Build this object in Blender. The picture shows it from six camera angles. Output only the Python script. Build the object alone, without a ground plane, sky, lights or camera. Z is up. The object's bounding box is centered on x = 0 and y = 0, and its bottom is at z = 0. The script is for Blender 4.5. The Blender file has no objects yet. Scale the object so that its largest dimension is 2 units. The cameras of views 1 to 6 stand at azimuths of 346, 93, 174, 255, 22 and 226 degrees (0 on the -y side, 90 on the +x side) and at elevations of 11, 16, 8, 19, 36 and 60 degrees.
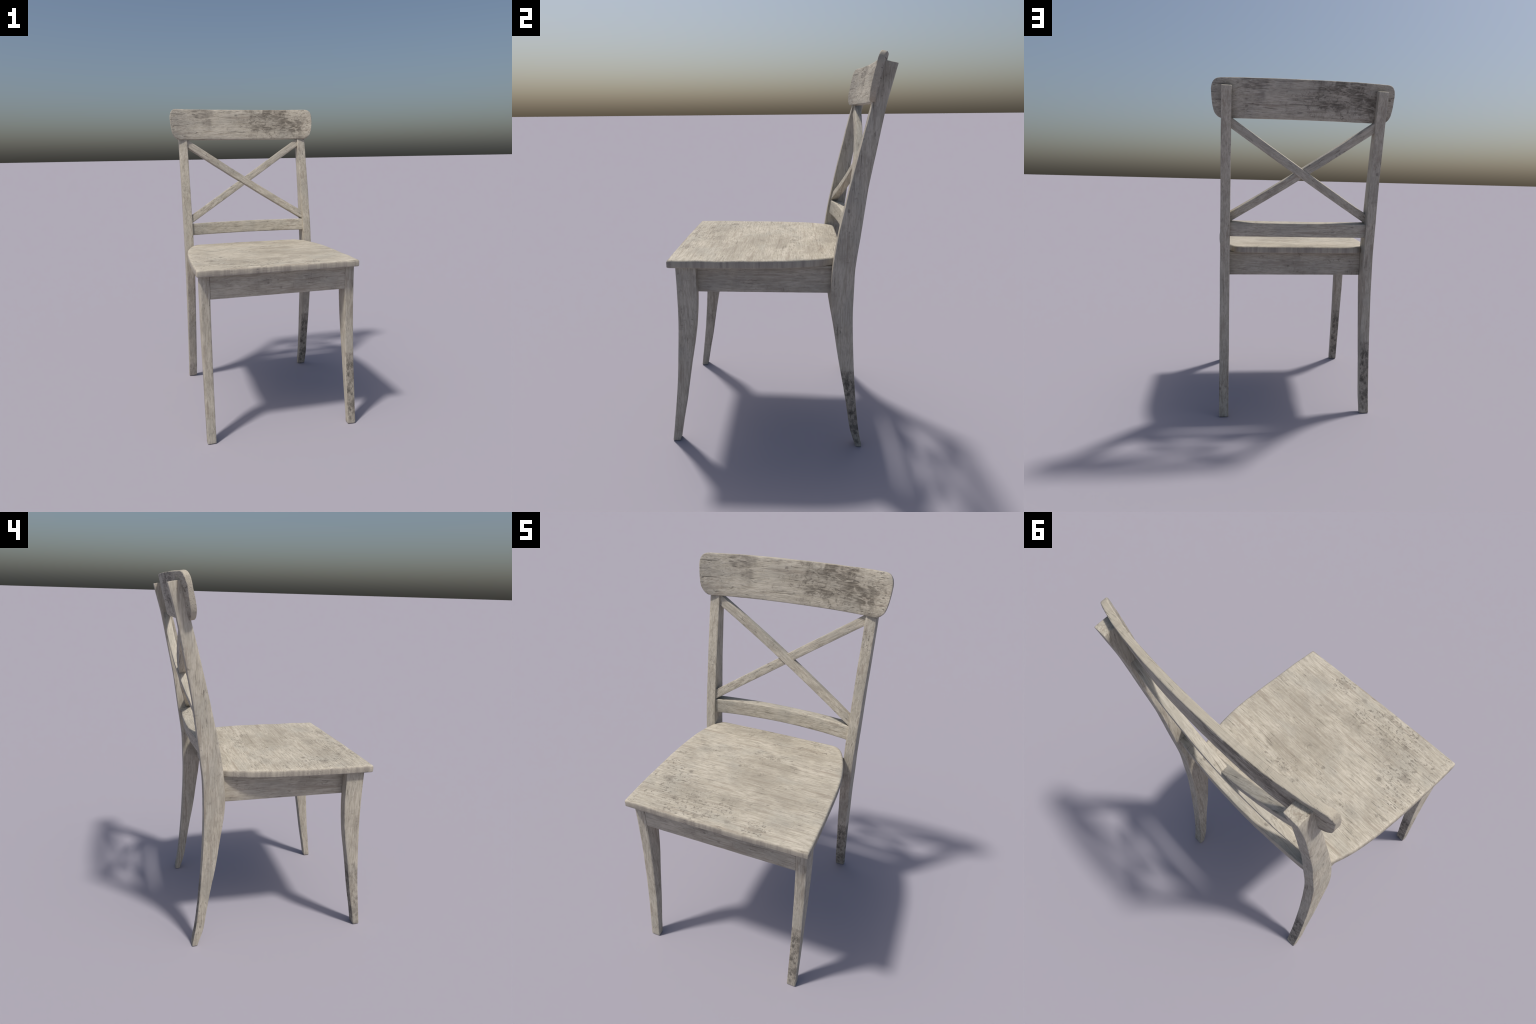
"""A whitewashed, weathered wooden chair with a cross back.

Every part is lofted from rounded-rectangle sections along a spine or profile;
every part is coloured by one shared node group of weathered wood grain plus
masks for the stains of that part.
"""
import bpy, bmesh, math
from mathutils import Vector, noise

# --------------------------------------------------------------------------
# small geometry helpers
# --------------------------------------------------------------------------

def curve_through(knots):
    """Smooth function through sorted (t, value) knots (Catmull-Rom / Hermite)."""
    ts = [k[0] for k in knots]
    vs = [k[1] for k in knots]
    n = len(ts)
    ms = []
    for i in range(n):
        a, b = max(i - 1, 0), min(i + 1, n - 1)
        ms.append((vs[b] - vs[a]) / (ts[b] - ts[a]))

    def f(t):
        t = min(max(t, ts[0]), ts[-1])
        i = 0
        while i < n - 2 and t > ts[i + 1]:
            i += 1
        h = ts[i + 1] - ts[i]
        s = (t - ts[i]) / h
        return ((2 * s**3 - 3 * s**2 + 1) * vs[i] + (s**3 - 2 * s**2 + s) * h * ms[i]
                + (-2 * s**3 + 3 * s**2) * vs[i + 1] + (s**3 - s**2) * h * ms[i + 1])
    return f


def rounded_rect(a0, a1, b0, b1, r, side=6, corner=3):
    """Counter-clockwise rounded rectangle in the (a, b) plane, constant point count."""
    r = max(min(r, 0.49 * (a1 - a0), 0.49 * (b1 - b0)), 1e-5)
    pts = []
    corners = [((a1 - r, b0 + r), -90), ((a1 - r, b1 - r), 0), ((a0 + r, b1 - r), 90), ((a0 + r, b0 + r), 180)]
    for k, ((ca, cb), start) in enumerate(corners):
        arc = []
        for i in range(corner + 1):
            t = math.radians(start + 90 * i / corner)
            arc.append((ca + r * math.cos(t), cb + r * math.sin(t)))
        pts += arc
        nc, ns = corners[(k + 1) % 4]
        t = math.radians(ns)
        nxt = (nc[0] + r * math.cos(t), nc[1] + r * math.sin(t))
        for i in range(1, side):
            f = i / side
            pts.append((arc[-1][0] * (1 - f) + nxt[0] * f, arc[-1][1] * (1 - f) + nxt[1] * f))
    return pts


def loft(name, rings, roughness=0.0, stretch=(1, 1, 1), seed=0.0):
    """Skin a list of equal rings into a closed mesh; caps get an inner guard ring."""
    bm = bmesh.new()
    rows = []
    def guard(ring):
        c = sum((Vector(p) for p in ring), Vector()) / len(ring)
        return [Vector(p).lerp(c, 0.18) for p in ring]
    rings = [guard(rings[0])] + [[Vector(p) for p in r] for r in rings] + [guard(rings[-1])]
    for r in rings:
        rows.append([bm.verts.new(p) for p in r])
    n = len(rows[0])
    for a, b in zip(rows, rows[1:]):
        for i in range(n):
            j = (i + 1) % n
            bm.faces.new((a[i], a[j], b[j], b[i]))
    bm.faces.new(list(reversed(rows[0])))
    bm.faces.new(rows[-1])
    bmesh.ops.recalc_face_normals(bm, faces=bm.faces)
    if roughness:
        bm.normal_update()
        moves = []
        for v in bm.verts:
            q = Vector((v.co.x * stretch[0], v.co.y * stretch[1], v.co.z * stretch[2])) + Vector((seed, seed * 1.7, 3.1))
            moves.append(v.normal * (noise.noise(q) + 0.5 * noise.noise(q * 2.7)) * roughness)
        for v, m in zip(bm.verts, moves):
            v.co += m
            v.co.z = max(v.co.z, 0.0)
    me = bpy.data.meshes.new(name)
    bm.to_mesh(me)
    bm.free()
    for p in me.polygons:
        p.use_smooth = True
    me.set_sharp_from_angle(angle=math.radians(42))
    ob = bpy.data.objects.new(name, me)
    bpy.context.scene.collection.objects.link(ob)
    return ob


def end_stations(t0, t1, r, n):
    """Stations along a part, with extra ones that round the two ends: (t, inset)."""
    body0, body1 = t0 + r, t1 - r
    body = [(body0 + (body1 - body0) * i / n, 0.0) for i in range(n + 1)]
    head = [(t0 + r * (1 - math.cos(math.radians(30 * i))), r * (1 - math.sin(math.radians(30 * i)))) for i in range(3)]
    tail = [(t1 - (t - t0), ins) for t, ins in reversed(head)]
    return head + body + tail


# --------------------------------------------------------------------------
# node helpers
# --------------------------------------------------------------------------

class Nodes:
    def __init__(self, tree):
        self.t = tree

    def new(self, kind, **props):
        n = self.t.nodes.new(kind)
        for k, v in props.items():
            setattr(n, k, v)
        return n

    def put(self, value, socket):
        if isinstance(value, bpy.types.NodeSocket):
            self.t.links.new(value, socket)
        else:
            socket.default_value = value

    def math(self, op, a, b=0.0, c=0.0, clamp=False):
        n = self.new('ShaderNodeMath', operation=op, use_clamp=clamp)
        for s, v in zip(n.inputs, (a, b, c)):
            self.put(v, s)
        return n.outputs[0]

    def add(self, a, b): return self.math('ADD', a, b)
    def sub(self, a, b): return self.math('SUBTRACT', a, b)
    def mul(self, a, b): return self.math('MULTIPLY', a, b)
    def top(self, a, b): return self.math('MAXIMUM', a, b)
    def low(self, a, b): return self.math('MINIMUM', a, b)
    def inv(self, a): return self.math('SUBTRACT', 1.0, a, clamp=True)

    def ramp(self, x, lo, hi, y0=0.0, y1=1.0, smooth=True):
        n = self.new('ShaderNodeMapRange', clamp=True)
        n.interpolation_type = 'SMOOTHSTEP' if smooth else 'LINEAR'
        for s, v in zip(n.inputs, (x, lo, hi, y0, y1)):
            self.put(v, s)
        return n.outputs[0]

    def vec(self, x, y, z):
        n = self.new('ShaderNodeCombineXYZ')
        for s, v in zip(n.inputs, (x, y, z)):
            self.put(v, s)
        return n.outputs[0]

    def xyz(self, v):
        n = self.new('ShaderNodeSeparateXYZ')
        self.put(v, n.inputs[0])
        return n.outputs

    def mapping(self, v, loc=(0, 0, 0), rot=(0, 0, 0), scale=(1, 1, 1)):
        n = self.new('ShaderNodeMapping')
        self.put(v, n.inputs['Vector'])
        for k, val in (('Location', loc), ('Rotation', rot), ('Scale', scale)):
            self.put(val, n.inputs[k])
        return n.outputs[0]

    def vadd(self, a, b):
        n = self.new('ShaderNodeVectorMath', operation='ADD')
        self.put(a, n.inputs[0])
        self.put(b, n.inputs[1])
        return n.outputs[0]

    def noise(self, v, scale, detail=4.0, rough=0.55, distort=0.0):
        n = self.new('ShaderNodeTexNoise')
        self.put(v, n.inputs['Vector'])
        for k, val in (('Scale', scale), ('Detail', detail), ('Roughness', rough), ('Distortion', distort)):
            self.put(val, n.inputs[k])
        return n.outputs['Fac']

    def mix(self, f, a, b, mode='MIX'):
        n = self.new('ShaderNodeMix', data_type='RGBA', blend_type=mode)
        self.put(f, n.inputs['Factor'])
        self.put(a, n.inputs['A'])
        self.put(b, n.inputs['B'])
        return next(o for o in n.outputs if o.type == 'RGBA')

    def mixf(self, f, a, b):
        n = self.new('ShaderNodeMix', data_type='FLOAT')
        self.put(f, n.inputs['Factor'])
        self.put(a, n.inputs[2])
        self.put(b, n.inputs[3])
        return n.outputs[0]

    def blob(self, u, v, cu, cv, ru, rv, wobble=None, soft=0.6):
        """1 inside an ellipse in (u, v), fading to 0 outside; the rim wobbles."""
        a = self.math('DIVIDE', self.sub(u, cu), ru)
        b = self.math('DIVIDE', self.sub(v, cv), rv)
        d = self.math('SQRT', self.add(self.mul(a, a), self.mul(b, b)))
        if wobble is not None:
            d = self.add(d, wobble)
        return self.ramp(d, 1.0 - soft, 1.0 + soft, 1.0, 0.0)


def rgb(r, g, b):
    return (r, g, b, 1.0)


PALE = rgb(0.418, 0.381, 0.308)
MILK = rgb(0.508, 0.467, 0.390)
TAUPE = rgb(0.275, 0.247, 0.202)
ROSY = rgb(0.300, 0.258, 0.206)
ASH = rgb(0.330, 0.318, 0.276)
UMBER = rgb(0.120, 0.104, 0.085)
STAIN = rgb(0.120, 0.105, 0.084)
SOOT = rgb(0.060, 0.054, 0.046)


def weathered_wood_group():
    """Vector with the grain running along X -> colour, relief height."""
    g = bpy.data.node_groups.new("weathered_wood", 'ShaderNodeTree')
    for nm, typ in (("Grain", 'NodeSocketVector'), ("Marks", 'NodeSocketFloat'), ("Cracks", 'NodeSocketFloat')):
        g.interface.new_socket(nm, in_out='INPUT', socket_type=typ)
    g.interface.new_socket("Color", in_out='OUTPUT', socket_type='NodeSocketColor')
    g.interface.new_socket("Height", in_out='OUTPUT', socket_type='NodeSocketFloat')
    N = Nodes(g)
    gi = N.new('NodeGroupInput')
    go = N.new('NodeGroupOutput')
    p, marks, cracks = gi.outputs[0], gi.outputs[1], gi.outputs[2]
    # let the grain wander a little
    wander = N.noise(N.mapping(p, scale=(2.2, 5.0, 5.0)), 1.0, 3.0)
    bend = N.mul(N.sub(wander, 0.5), 0.028)
    q = N.vadd(p, N.vec(0.0, bend, bend))
    fine = N.noise(N.mapping(q, scale=(20.0, 240.0, 240.0)), 1.0, 2.0, 0.6)
    streak = N.noise(N.mapping(q, scale=(9.0, 105.0, 105.0)), 1.0, 4.0, 0.62)
    long_streak = N.noise(N.mapping(q, loc=(1.0, 2.0, 3.0), scale=(3.0, 48.0, 48.0)), 1.0, 3.0, 0.6)
    cloud = N.noise(N.mapping(p, scale=(7.0, 11.0, 11.0)), 1.0, 5.0, 0.65)
    fleece = N.noise(N.mapping(p, loc=(4.0, 1.0, 6.0), scale=(24.0, 40.0, 40.0)), 1.0, 4.0, 0.65)
    grime = N.noise(N.mapping(p, loc=(7.3, 1.9, 4.4), scale=(11.0, 16.0, 16.0)), 1.0, 5.0, 0.65)

    col = N.mix(N.ramp(streak, 0.36, 0.60), PALE, MILK)
    col = N.mix(N.mul(N.ramp(fleece, 0.50, 0.72), 0.45), col, TAUPE)
    col = N.mix(N.mul(N.ramp(fine, 0.47, 0.70), 0.62), col, TAUPE)
    col = N.mix(N.mul(N.ramp(long_streak, 0.53, 0.70), 0.75), col, ROSY)
    col = N.mix(N.mul(N.ramp(cloud, 0.47, 0.70), 0.50), col, TAUPE)
    # greyer, washed-out patches
    wash = N.noise(N.mapping(p, loc=(2.0, 8.1, 0.7), scale=(5.0, 8.0, 8.0)), 1.0, 4.0)
    col = N.mix(N.mul(N.ramp(wash, 0.48, 0.68), 0.40), col, ASH)
    # long thin dark cracks
    crack_n = N.noise(N.mapping(q, loc=(0.4, 0.9, 0.2), scale=(6.5, 150.0, 150.0)), 1.0, 2.0, 0.5)
    crack_n = N.add(crack_n, N.mul(cracks, 0.05))
    crack = N.mul(N.ramp(crack_n, 0.60, 0.70), N.ramp(N.add(grime, N.mul(cracks, 0.06)), 0.40, 0.58))
    col = N.mix(N.mul(crack, 0.62), col, UMBER)
    # a few scars across the grain
    scar_n = N.noise(N.mapping(p, loc=(9.0, 3.0, 2.0), scale=(120.0, 17.0, 17.0)), 1.0, 3.0, 0.6, 0.5)
    scar = N.mul(N.ramp(scar_n, 0.60, 0.70), N.ramp(cloud, 0.50, 0.68))
    col = N.mix(N.mul(scar, 0.40), col, UMBER)
    # little dents, specks and worm scribbles
    scrib = N.noise(N.mapping(p, loc=(3.0, 5.0, 1.0), scale=(62.0, 84.0, 84.0)), 1.0, 4.0, 0.62, 0.35)
    where = N.ramp(N.add(grime, N.mul(marks, 0.22)), 0.50, 0.72)
    speck = N.mul(N.ramp(scrib, 0.54, 0.66), where)
    col = N.mix(N.mul(speck, 0.58), col, UMBER)
    # rare dark knots with a ragged rim
    vor = N.new('ShaderNodeTexVoronoi', feature='F1')
    N.put(N.mapping(p, loc=(0.3, 0.2, 0.6), scale=(8.0, 11.0, 11.0)), vor.inputs['Vector'])
    vor.inputs['Scale'].default_value = 1.0
    kd = N.add(vor.outputs['Distance'], N.mul(N.sub(fleece, 0.5), 0.30))
    knot = N.mul(N.ramp(kd, 0.03, 0.10, 1.0, 0.0), N.ramp(N.xyz(vor.outputs['Color'])[0], 0.45, 0.55))
    col = N.mix(N.mul(knot, 0.55), col, UMBER)
    h = N.sub(N.add(N.mul(streak, 0.6), N.mul(fine, 0.35)),
              N.add(N.mul(crack, 0.9), N.add(N.mul(speck, 0.7), N.add(N.mul(knot, 0.5), N.mul(scar, 0.3)))))
    g.links.new(col, go.inputs[0])
    g.links.new(h, go.inputs[1])
    return g


WOOD = weathered_wood_group()


def wood_material(name, along='X', tilt=0.0, seed=0.0, stain=None, marks=None, edge_streaks=False, tint=None, cracks=-0.35):
    """Weathered wood with its grain along one axis.

    stain(N, obj, normal) returns [(mask, colour)] layers; marks likewise a scalar
    that brings out more specks.
    """
    m = bpy.data.materials.new(name)
    m.use_nodes = True
    t = m.node_tree
    t.nodes.clear()
    N = Nodes(t)
    obj = N.new('ShaderNodeTexCoord').outputs['Object']
    nrm = N.new('ShaderNodeNewGeometry').outputs['True Normal']
    x, y, z = N.xyz(obj)
    if along == 'X':
        grain = N.vec(x, y, z)
    elif along == 'Y':
        grain = N.vec(y, x, z)
    elif along == 'Z':
        grain = N.vec(z, x, y)
    else:  # grain along a direction tilted in the x-z plane
        c, s = math.cos(tilt), math.sin(tilt)
        grain = N.vec(N.add(N.mul(x, c), N.mul(z, s)), N.sub(N.mul(z, c), N.mul(x, s)), y)
    grain = N.vadd(grain, (seed * 1.37, seed * 2.11, seed * 0.73))
    wood = N.new('ShaderNodeGroup')
    wood.node_tree = WOOD
    N.put(grain, wood.inputs['Grain'])
    wood.inputs['Cracks'].default_value = cracks
    if marks is not None:
        N.put(marks(N, obj, nrm), wood.inputs['Marks'])
    col, height = wood.outputs['Color'], wood.outputs['Height']
    if edge_streaks:
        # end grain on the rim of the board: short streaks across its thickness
        nz = N.math('ABSOLUTE', N.xyz(nrm)[2])
        rim = N.ramp(nz, 0.55, 0.85, 1.0, 0.0)
        e = N.noise(N.mapping(obj, scale=(38.0, 38.0, 3.0)), 1.0, 4.0, 0.6)
        e2 = N.noise(N.mapping(obj, scale=(9.0, 9.0, 2.0)), 1.0, 2.0)
        ecol = N.mix(N.ramp(e, 0.35, 0.7), rgb(0.42, 0.382, 0.315), rgb(0.29, 0.262, 0.222))
        ecol = N.mix(N.mul(N.ramp(e2, 0.5, 0.72), 0.5), ecol, rgb(0.25, 0.225, 0.195))
        col = N.mix(rim, col, ecol)
    if stain is not None:
        for mask, colour in stain(N, obj, nrm):
            col = N.mix(mask, col, colour)
    if tint is not None:
        col = N.mix(1.0, col, tint, 'MULTIPLY')
    bsdf = N.new('ShaderNodeBsdfPrincipled')
    N.put(col, bsdf.inputs['Base Color'])
    bsdf.inputs['Roughness'].default_value = 0.78
    bsdf.inputs['Specular IOR Level'].default_value = 0.25
    bump = N.new('ShaderNodeBump')
    bump.inputs['Strength'].default_value = 0.55
    bump.inputs['Distance'].default_value = 0.004
    N.put(height, bump.inputs['Height'])
    t.links.new(bump.outputs[0], bsdf.inputs['Normal'])
    out = N.new('ShaderNodeOutputMaterial')
    t.links.new(bsdf.outputs[0], out.inputs[0])
    return m


# ---- stains ---------------------------------------------------------------

def rail_stain(N, obj, nrm):
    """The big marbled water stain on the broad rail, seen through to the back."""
    x, y, z = N.xyz(obj)
    ny = N.xyz(nrm)[1]
    face = N.math('SIGN', N.mul(ny, -1.0))
    u = N.mul(x, face)
    broad = N.ramp(N.math('ABSOLUTE', ny), 0.35, 0.6)
    p = N.vec(u, z, 0.0)
    w = N.mul(N.sub(N.noise(p, 16.0, 5.0, 0.65, 0.5), 0.5), 3.4)
    core = None
    for cu, cz, ru, rz, amount in ((0.225, 1.955, 0.120, 0.050, 0.95), (0.315, 1.915, 0.065, 0.080, 1.0), (0.370, 1.855, 0.080, 0.040, 1.0),
                                   (0.120, 1.890, 0.080, 0.042, 0.9), (0.190, 1.875, 0.095, 0.040, 0.9), (0.425, 1.910, 0.045, 0.050, 0.75),
                                   (0.080, 1.988, 0.075, 0.012, 0.65), (0.455, 1.800, 0.050, 0.020, 0.55)):
        k = N.mul(N.blob(u, z, cu, cz, ru, rz, w, 0.55), amount)
        core = k if core is None else N.top(core, k)
    veilzone = N.blob(u, z, 0.25, 1.895, 0.26, 0.115, w, 0.6)
    mottle = N.noise(N.mapping(p, loc=(0.2, 0.7, 0.0), rot=(0, 0, 0.6), scale=(15.0, 26.0, 1.0)), 1.0, 5.0, 0.68, 0.8)
    curl = N.noise(N.mapping(p, loc=(3.2, 0.7, 0.0), scale=(60.0, 60.0, 1.0)), 1.0, 3.0, 0.6, 1.2)
    # pale wandering veins through the dark
    vn = N.noise(N.mapping(p, rot=(0, 0, 0.75), scale=(6.0, 22.0, 1.0)), 1.0, 2.0, 0.5, 0.9)
    vein = N.ramp(N.math('ABSOLUTE', N.sub(vn, 0.5)), 0.008, 0.050)
    dark = N.mul(N.mul(core, N.ramp(mottle, 0.28, 0.56)), N.add(N.mul(vein, 0.78), 0.22))
    grainy = N.noise(N.mapping(p, loc=(0.0, 0.9, 0.0), scale=(9.0, 110.0, 1.0)), 1.0, 3.0, 0.6)
    dark = N.mul(dark, N.ramp(grainy, 0.30, 0.52, 0.45, 1.0))
    flick = N.mul(N.mul(veilzone, N.ramp(curl, 0.53, 0.66)), 0.65)
    # the fainter wedge hanging from the top edge at the other end
    w2 = N.mul(N.sub(N.noise(p, 22.0, 4.0, 0.65), 0.5), 2.6)
    left = N.top(N.blob(u, z, -0.285, 1.965, 0.065, 0.045, w2, 0.6), N.mul(N.blob(u, z, -0.255, 1.915, 0.028, 0.045, w2, 0.7), 0.8))
    lm = N.ramp(N.noise(N.mapping(p, rot=(0, 0, 0.9), scale=(18.0, 60.0, 1.0)), 1.0, 4.0, 0.6), 0.30, 0.62)
    end = N.mul(N.ramp(u, -0.50, -0.36, 1.0, 0.0), N.ramp(mottle, 0.35, 0.6))
    layers = [(N.mul(N.mul(end, 0.35), broad), rgb(0.23, 0.22, 0.20)),
              (N.mul(N.mul(veilzone, 0.25), broad), TAUPE), (N.mul(N.mul(dark, 0.95), broad), STAIN),
              (N.mul(flick, broad), STAIN),
              (N.mul(N.mul(N.mul(left, lm), 0.70), broad), rgb(0.15, 0.135, 0.115))]
    # split ends at the left
    split = N.noise(N.mapping(p, loc=(0.0, 0.37, 0.0), scale=(4.0, 75.0, 1.0)), 1.0, 2.0, 0.5)
    layers.append((N.mul(N.mul(N.ramp(split, 0.60, 0.68), N.ramp(u, -0.48, -0.40, 1.0, 0.0)), N.mul(broad, 0.75)), SOOT))
    # the rim: soft end grain
    layers.append((N.mul(N.inv(broad), 0.75), rgb(0.41, 0.372, 0.300)))
    dn = N.noise(N.mapping(obj, scale=(26.0, 5.0, 16.0)), 1.0, 4.0, 0.6)
    layers.append((N.mul(N.mul(N.inv(broad), N.ramp(dn, 0.50, 0.72)), 0.45), TAUPE))
    return layers


def foot_stain(front, back, outer_sign, outer_amount, centre, shift=0.0):
    """Dark damp marks climbing one leg on some of its faces."""
    def layers(N, obj, nrm):
        x, y, z = N.xyz(obj)
        nx, ny, _ = N.xyz(nrm)
        on_front = N.ramp(N.mul(ny, -1.0), 0.5, 0.7)
        on_back = N.ramp(ny, 0.5, 0.7)
        on_side = N.ramp(N.mul(nx, outer_sign), 0.5, 0.7)
        on = N.add(N.add(N.mul(on_front, front), N.mul(on_back, back)), N.mul(on_side, outer_amount))
        zz = N.add(z, shift)
        # place across the face, from -0.5 to 0.5
        across = N.sub(x, centre[0])
        side = N.sub(y, N.add(centre[1], N.mul(z, centre[2])))
        u = N.add(N.mul(across, N.sub(on_front, on_back)), N.mul(side, N.mul(on_side, 0.75)))
        fp = N.vec(u, zz, N.mul(on_side, 0.3))
        jag = N.noise(N.mapping(fp, scale=(55.0, 34.0, 1.0)), 1.0, 4.0, 0.65, 0.4)
        wob = N.mul(N.sub(jag, 0.5), 3.6)
        zj = N.add(zz, N.mul(N.sub(jag, 0.5), 0.05))
        veil = N.mul(N.ramp(zj, 0.43, 0.465, 1.0, 0.0), N.ramp(zj, 0.0, 0.06, 0.4, 1.0))
        scratch = N.noise(N.mapping(fp, rot=(0.0, 0.0, -0.6), scale=(130.0, 40.0, 1.0)), 1.0, 4.0, 0.65, 0.4)
        tile = N.noise(N.mapping(fp, loc=(0.5, 0.2, 0.0), scale=(46.0, 30.0, 1.0)), 1.0, 4.0, 0.6, 0.3)
        spots = None
        for cu, cz, ru, rz, amount in ((-0.009, 0.375, 0.012, 0.024, 1.0), (0.013, 0.360, 0.009, 0.020, 0.7), (-0.012, 0.315, 0.009, 0.013, 1.0),
                                       (0.016, 0.320, 0.008, 0.022, 0.6), (-0.010, 0.207, 0.011, 0.015, 1.0), (0.004, 0.118, 0.019, 0.016, 0.9),
                                       (-0.010, 0.092, 0.010, 0.014, 0.8), (-0.006, 0.035, 0.009, 0.012, 0.6), (0.018, 0.14, 0.007, 0.02, 0.8)):
            k = N.mul(N.blob(u, zz, cu, cz, ru, rz, wob, 0.5), amount)
            spots = k if spots is None else N.top(spots, k)
        fleck = N.mul(veil, N.ramp(scratch, 0.52, 0.64))
        patch = N.mul(veil, N.ramp(tile, 0.47, 0.62))
        return [(N.mul(N.mul(veil, 0.38), on), rgb(0.18, 0.16, 0.135)),
                (N.mul(N.mul(patch, 0.62), on), rgb(0.11, 0.10, 0.085)),
                (N.mul(N.mul(fleck, 0.60), on), SOOT),
                (N.mul(N.mul(spots, 0.66), on), SOOT)]
    return layers


def seat_stain(N, obj, nrm):
    x, y, z = N.xyz(obj)
    topside = N.ramp(N.xyz(nrm)[2], 0.6, 0.9)
    w = N.mul(N.sub(N.noise(obj, 13.0, 6.0, 0.65, 0.4), 0.5), 3.0)
    shade = None
    for cx, cy, rx, ry, amount in ((0.23, -0.20, 0.17, 0.07, 0.9), (0.04, -0.11, 0.16, 0.08, 1.0), (0.01, -0.34, 0.14, 0.05, 0.8), (-0.22, -0.38, 0.18, 0.09, 0.6),
                                   (0.36, -0.08, 0.10, 0.06, 0.6), (0.08, 0.03, 0.14, 0.06, 0.9), (-0.10, 0.30, 0.26, 0.05, 0.9), (0.25, 0.20, 0.14, 0.06, 0.7)):
        k = N.mul(N.blob(x, y, cx, cy, rx, ry, w, 0.8), amount)
        shade = k if shade is None else N.top(shade, k)
    # old dents and ring-shaped knots
    wob = N.mul(N.sub(N.noise(obj, 70.0, 3.0, 0.6, 0.6), 0.5), 2.4)
    pits = None
    for cx, cy, r, amount in ((-0.306, -0.190, 0.010, 1.0), (-0.455, -0.047, 0.008, 0.9), (-0.388, -0.280, 0.020, 0.9), (-0.375, -0.300, 0.012, 0.8), (-0.279, -0.412, 0.012, 0.8),
                              (0.200, -0.482, 0.018, 0.6), (0.172, -0.468, 0.012, 0.6), (0.045, 0.105, 0.014, 0.5), (-0.092, 0.326, 0.012, 0.6), (0.050, -0.085, 0.008, 0.5),
                              (-0.110, -0.497, 0.014, 0.7), (-0.190, -0.384, 0.022, 0.6), (0.046, -0.480, 0.010, 0.6), (-0.231, 0.0, 0.007, 0.7)):
        k = N.mul(N.blob(x, y, cx, cy, r * 1.3, r, wob, 0.5), amount)
        pits = k if pits is None else N.top(pits, k)
    dx, dy = N.sub(x, 0.035), N.sub(y, -0.075)
    ring_d = N.math('SQRT', N.add(N.mul(dx, dx), N.mul(N.mul(dy, dy), 1.6)))
    ring = N.mul(N.ramp(N.math('SINE', N.mul(ring_d, 420.0)), 0.3, 1.0), N.mul(N.ramp(ring_d, 0.012, 0.055, 1.0, 0.0), N.ramp(dx, -0.01, 0.02)))
    return [(N.mul(N.mul(shade, 0.50), topside), rgb(0.265, 0.238, 0.190)),
            (N.mul(N.mul(ring, 0.35), topside), UMBER),
            (N.mul(N.mul(pits, 0.55), topside), UMBER)]


def seat_marks(N, obj, nrm):
    x, y, z = N.xyz(obj)
    w = N.mul(N.sub(N.noise(obj, 7.0, 4.0), 0.5), 1.8)
    m = None
    for cx, cy, rx, ry, amount in ((-0.22, -0.42, 0.26, 0.11, 1.0), (-0.36, -0.27, 0.12, 0.10, 1.1), (0.19, -0.47, 0.07, 0.05, 1.0),
                                   (0.03, 0.09, 0.09, 0.05, 0.8), (-0.09, 0.31, 0.14, 0.06, 0.7), (0.22, 0.28, 0.12, 0.06, 0.6), (-0.45, -0.12, 0.05, 0.12, 0.6)):
        k = N.mul(N.blob(x, y, cx, cy, rx, ry, w, 0.6), amount)
        m = k if m is None else N.top(m, k)
    return m


# --------------------------------------------------------------------------
# the chair
# --------------------------------------------------------------------------
root = bpy.data.objects.new("wooden_chair", None)
bpy.context.scene.collection.objects.link(root)
root["label"] = "weathered whitewashed wooden dining chair with a crossed back"
root["category"] = "wooden chair"


def part(ob, material, kind=None):
    ob.parent = root
    ob.data.materials.append(material)
    return ob


# ---- rear posts: one curved plank each, from the floor to the top rail -----
post_front = curve_through([(0.0, 0.441), (0.1, 0.408), (0.2, 0.391), (0.35, 0.3655), (0.45, 0.3455), (0.55, 0.3285),
                            (0.65, 0.314), (0.75, 0.2985), (0.85, 0.2875), (0.93, 0.288), (1.0, 0.293), (1.1, 0.306),
                            (1.2, 0.322), (1.3, 0.343), (1.4, 0.3635), (1.5, 0.386), (1.6, 0.409), (1.7, 0.432), (1.97, 0.497)])
post_back = curve_through([(0.0, 0.472), (0.1, 0.453), (0.2, 0.439), (0.35, 0.424), (0.45, 0.4155), (0.55, 0.4085),
                           (0.65, 0.403), (0.78, 0.399), (0.93, 0.400), (1.0, 0.4025), (1.1, 0.4135), (1.2, 0.426),
                           (1.3, 0.437), (1.4, 0.449), (1.5, 0.4655), (1.6, 0.483), (1.7, 0.500), (1.8, 0.519), (1.97, 0.561)])


def rear_post(x0, x1, seed):
    rings = []
    top_cut = 0.24                     # the top is cut square to the lean
    for z, inset in end_stations(0.0, 1.9515, 0.003, 74):
        y0, y1 = post_front(z) + inset, post_back(z) - inset
        r = 0.0035
        ring = []
        f = min(max((z - 1.75) / 0.2, 0.0), 1.0)
        for a, b in rounded_rect(x0 + inset, x1 - inset, y0, y1, r, 5, 2):
            zz = z + f * top_cut * (0.5 * (y0 + y1) - b) * 0.85
            b2 = b - (z - zz) * 0.24 if f else b
            ring.append((a, b2, zz))
        rings.append(ring)
    return loft("rear_post", rings, 0.0008, (26, 26, 6), seed)


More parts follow.
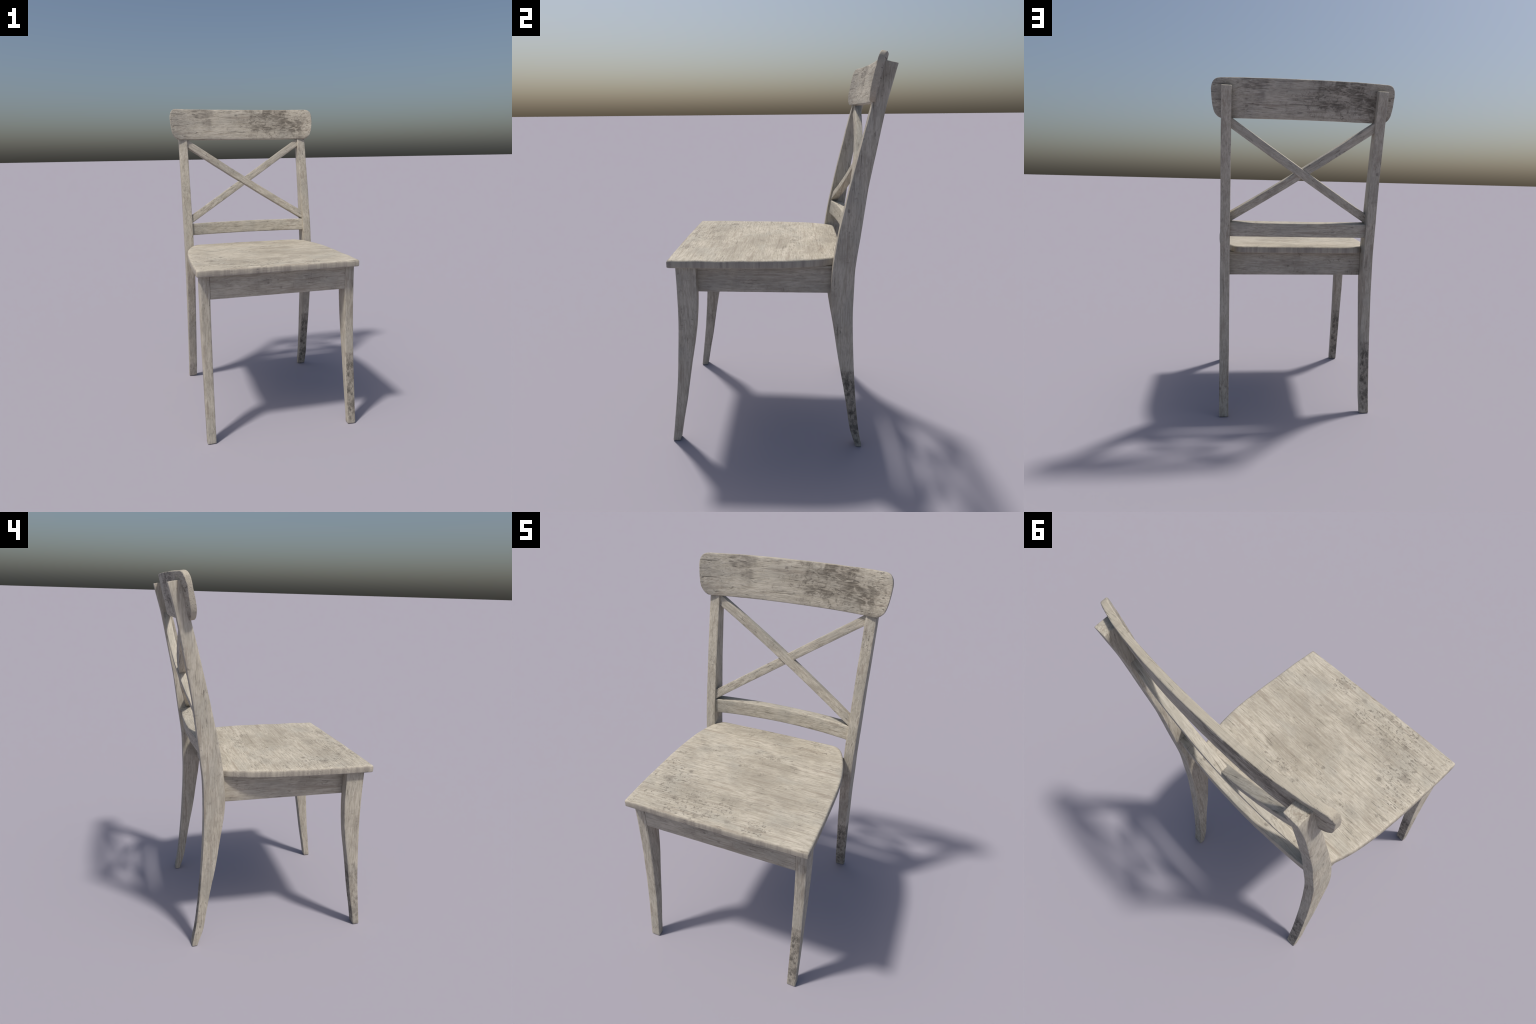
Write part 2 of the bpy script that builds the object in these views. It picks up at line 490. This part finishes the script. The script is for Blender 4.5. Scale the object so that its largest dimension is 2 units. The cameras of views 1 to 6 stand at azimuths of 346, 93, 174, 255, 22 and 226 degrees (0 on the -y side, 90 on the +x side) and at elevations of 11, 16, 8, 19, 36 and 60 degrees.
part(rear_post(0.4125, 0.4700, 1.0), wood_material("wood_post_right", 'Z', seed=1.0, stain=foot_stain(0.9, 0.15, 1.0, 1.0, (0.441, 0.456, -0.16))))
part(rear_post(-0.4680, -0.4110, 5.0), wood_material("wood_post_left", 'Z', seed=3.6, stain=foot_stain(0.0, 1.0, -1.0, 0.06, (-0.4395, 0.456, -0.16))))

# ---- front legs: sabre legs that taper and kick forward --------------------
leg_front = curve_through([(0.0, -0.5575), (0.14, -0.5395), (0.25, -0.5255), (0.35, -0.5150), (0.46, -0.5058),
                           (0.61, -0.4960), (0.75, -0.4900), (0.86, -0.4890), (1.0, -0.4905)])
leg_back = curve_through([(0.0, -0.518), (0.107, -0.4990), (0.22, -0.4770), (0.314, -0.4614), (0.39, -0.4490),
                          (0.483, -0.4330), (0.5875, -0.4140), (0.6825, -0.3998), (0.7685, -0.3922), (0.853, -0.3880), (1.0, -0.3880)])


def front_leg(outer, inner_top, inner_foot, seed):
    rings = []
    for z, inset in end_stations(0.0, 0.9985, 0.003, 44):
        inner = inner_foot + (inner_top - inner_foot) * min(z / 0.9, 1.0)
        x0, x1 = sorted((outer, inner))
        ring = [(a, b, z) for a, b in rounded_rect(x0 + inset, x1 - inset, leg_front(z) + inset, leg_back(z) - inset, 0.0035, 5, 2)]
        rings.append(ring)
    return loft("front_leg", rings, 0.0008, (26, 26, 6), seed)


part(front_leg(0.4600, 0.4040, 0.4095, 9.0), wood_material("wood_leg_right", 'Z', seed=7.2, stain=foot_stain(0.85, 0.1, 1.0, 0.05, (0.434, -0.538, 0.13))))
part(front_leg(-0.4765, -0.4210, -0.4240, 12.0), wood_material("wood_leg_left", 'Z', seed=9.9, stain=foot_stain(0.0, 0.95, -1.0, 0.42, (-0.450, -0.538, 0.13), 0.02)))

# ---- seat: a board with a straight front and sides that sweep in behind ----
SEAT_X = -0.0118
seat_half = [(-0.531, 0.484), (-0.525, 0.4885), (-0.37, 0.4905), (-0.2, 0.4880), (-0.1, 0.4840), (0.0, 0.4775), (0.08, 0.4690),
             (0.15, 0.4580), (0.20, 0.4460), (0.25, 0.4310), (0.29, 0.4150), (0.315, 0.4020), (0.332, 0.3890), (0.345, 0.3720), (0.352, 0.350)]


def seat_outline():
    w = curve_through(seat_half)
    ys = [-0.531, -0.528, -0.525] + [-0.525 + 0.81 * i / 40 for i in range(1, 41)]
    ys += [0.285 + 0.067 * (1 - (1 - i / 10) ** 1.6) for i in range(1, 11)]
    # the right side swells a little more than the left
    right = [(SEAT_X + w(y) + 0.005 * math.exp(-((y - 0.03) / 0.16) ** 2), y) for y in ys]
    left = [(SEAT_X - w(y), y) for y in reversed(ys)]
    xb, xf = w(0.352), w(-0.531)
    back = [(SEAT_X + xb * (1 - 2 * i / 40), 0.352 + 0.002 * math.sin(math.pi * i / 40)) for i in range(1, 40)]
    front = [(SEAT_X - xf * (1 - 2 * i / 48), -0.531 - 0.004 * math.sin(math.pi * i / 48)) for i in range(1, 48)]
    return right + back + left + front


def offset_outline(pts, d):
    """Inset the plan by d on every side (a scaling about the middle, so nothing folds)."""
    cy, hx, hy = -0.0895, 0.4905, 0.4435
    return [(SEAT_X + (x - SEAT_X) * (1 - d / hx), cy + (y - cy) * (1 - d / hy)) for x, y in pts]


def seat_board():
    o = seat_outline()
    rings = []
    z0, z1, rt, rb = 0.9995, 1.0405, 0.012, 0.007
    levels = [(z0, rb + 0.006)]
    for i in range(5):
        a = math.radians(90 * i / 4)
        levels.append((z0 + rb * (1 - math.cos(a)), rb * (1 - math.sin(a))))
    levels.append((0.5 * (z0 + z1), 0.0))
    for i in range(6):
        a = math.radians(90 * i / 5)
        levels.append((z1 - rt * (1 - math.sin(a)), rt * (1 - math.cos(a))))
    levels.append((z1 + 0.0004, rt + 0.008))
    for z, d in levels:
        ring = []
        for (px, py) in offset_outline(o, d):
            # worn, slightly wavy arris
            k = noise.noise(Vector((px * 9.0, py * 9.0, 4.0))) * 0.0022 + noise.noise(Vector((px * 31.0, py * 31.0, 9.0))) * 0.0010
            lift = k if z > 1.03 else 0.0
            ring.append((px, py, z + lift * (0.0 if d > rt else 1.0)))
        rings.append(ring)
    return loft("seat", rings)


part(seat_board(), wood_material("wood_seat", 'X', seed=2.2, stain=seat_stain, marks=seat_marks, edge_streaks=True))


# ---- aprons under the seat ---------------------------------------------------
def plank(name, axis, t0, t1, a0, a1, z0, z1, seed):
    """A straight board along x or y, (a0, a1) being its thickness range."""
    rings = []
    for t, inset in end_stations(t0, t1, 0.0015, 30):
        ring = []
        for a, b in rounded_rect(a0 + inset, a1 - inset, z0 + inset, z1 - inset, 0.002, 5, 2):
            ring.append((t, a, b) if axis == 'X' else (a, t, b))
        rings.append(ring)
    return loft(name, rings, 0.0005, (20, 20, 20), seed)


part(plank("apron", 'X', -0.4205, 0.4035, -0.4872, -0.455, 0.857, 0.9990, 1.0), wood_material("wood_apron_front", 'X', seed=4.4, tint=rgb(0.95, 0.945, 0.945), cracks=-0.6))
part(plank("apron", 'X', -0.4100, 0.4120, 0.280, 0.309, 0.857, 0.9990, 2.0), wood_material("wood_apron_back", 'X', seed=5.3, tint=rgb(0.95, 0.945, 0.945), cracks=-0.6))
wood_side = wood_material("wood_apron_side", 'Y', seed=6.1, tint=rgb(0.95, 0.945, 0.945), cracks=-0.6)
part(plank("apron", 'Y', -0.4540, 0.2960, 0.380, 0.4125, 0.857, 0.9990, 3.0), wood_side)
part(plank("apron", 'Y', -0.4540, 0.2960, -0.4195, -0.384, 0.857, 0.9990, 4.0), wood_side)

# ---- broad top rail, bowed backwards and leaning with the posts --------------
rail_low = curve_through([(0.0, 0.0), (0.44, 0.0), (0.472, 0.002), (0.489, 0.0115), (0.503, 0.027), (0.511, 0.041), (0.5165, 0.062), (0.5240, 0.120), (0.5262, 0.150)])
rail_high = curve_through([(0.0, 0.2175), (0.46, 0.2175), (0.485, 0.2165), (0.500, 0.2125), (0.512, 0.2035), (0.520, 0.190), (0.5250, 0.172), (0.5262, 0.162)])
LEAN = math.atan2(0.045, 0.212)


def bow(x):
    return 0.11 * x * x + 0.36 * x ** 4


def top_rail():
    half = [0.5262 - 0.0022 * (1.30 ** i - 1) / 0.30 for i in range(16)]
    half = [h for h in half if h > 0.40]
    core = [min(half) * (1 - 2 * i / 48) for i in range(1, 48)]
    xs = [-h for h in half] + [-c for c in core] + list(reversed(half))
    xs = [-0.5262] + [x for x in sorted(set(round(v, 6) for v in xs)) if abs(x) < 0.52615] + [0.5262]
    c, s = math.cos(LEAN), math.sin(LEAN)
    rings = []
    T = 0.0278
    for x in xs:
        ax = abs(x)
        lo, hi = rail_low(ax), rail_high(ax)
        inset = max(0.0, (ax - 0.5215) / 0.0047) ** 2 * 0.0035
        ring = []
        for a, b in rounded_rect(inset, T - inset, lo, hi, 0.0045, 6, 3):
            # a: through the thickness, b: up along the lean
            y = 0.4755 - bow(ax) + a * c + b * s
            z = 1.7855 - a * s + b * c
            ring.append((x, y, z))
        rings.append(ring)
    return loft("top_rail", rings, 0.0012, (9, 9, 30), 2.0)


part(top_rail(), wood_material("wood_top_rail", 'X', seed=8.0, stain=rail_stain, cracks=0.35))

# ---- lower back rail ---------------------------------------------------------
def lower_rail():
    lean = 0.14
    c, s = math.cos(lean), math.sin(lean)
    rings = []
    for x, inset in end_stations(-0.4125, 0.4140, 0.001, 40):
        q = 1 - (x / 0.412) ** 2
        front = 0.3200 + 0.040 * q
        back = 0.3960 + 0.024 * q
        T = back - front
        ring = []
        for a, b in rounded_rect(inset, T - inset, inset, 0.0835 - inset, 0.005, 5, 3):
            ring.append((x, front + a * c + b * s, 1.1140 - a * s + b * c))
        rings.append(ring)
    return loft("lower_rail", rings, 0.0008, (8, 20, 30), 6.0)


part(lower_rail(), wood_material("wood_lower_rail", 'X', seed=11.0))


# ---- crossed braces ----------------------------------------------------------
def cross_brace(sign, push, seed):
    """A bowed bar from the low end at -sign to the high end at +sign."""
    w, T = 0.0485, 0.040
    low, high = Vector((-0.4125 * sign, 0.3385, 1.2275)), Vector((0.4125 * sign, 0.4570, 1.7600))
    along = (high - low).normalized()
    lean = Vector((0, 0.212, 0.977)).normalized()
    thick = along.cross(lean).normalized()
    if thick.y < 0:
        thick = -thick
    wide = thick.cross(along).normalized()
    if wide.z < 0:
        wide = -wide
    rings = []
    n = 48
    for i in range(n + 1):
        t = i / n
        p = low.lerp(high, t) + Vector((0, 1, -0.2)) * (0.0300 * (1 - (2 * t - 1) ** 2)) + thick * push * (1 - abs(2 * t - 1))
        # the ends are cut upright, flush against the posts
        ring = []
        for a, b in rounded_rect(0.0, T, -w / 2, w / 2, 0.0035, 4, 2):
            q = p + thick * a + wide * b
            cut = max(0.0, 1 - 12 * min(t, 1 - t))
            dx = q.x - p.x
            q -= along * (dx / along.x) * cut
            ring.append(tuple(q))
        rings.append(ring)
    return loft("cross_brace", rings, 0.0008, (9, 20, 12), seed)


tilt = math.atan2(0.5325, 0.825)
part(cross_brace(-1, -0.004, 1.5), wood_material("wood_brace_falling", 'T', -tilt, seed=13.0))
part(cross_brace(1, 0.004, 4.5), wood_material("wood_brace_rising", 'T', tilt, seed=15.0))
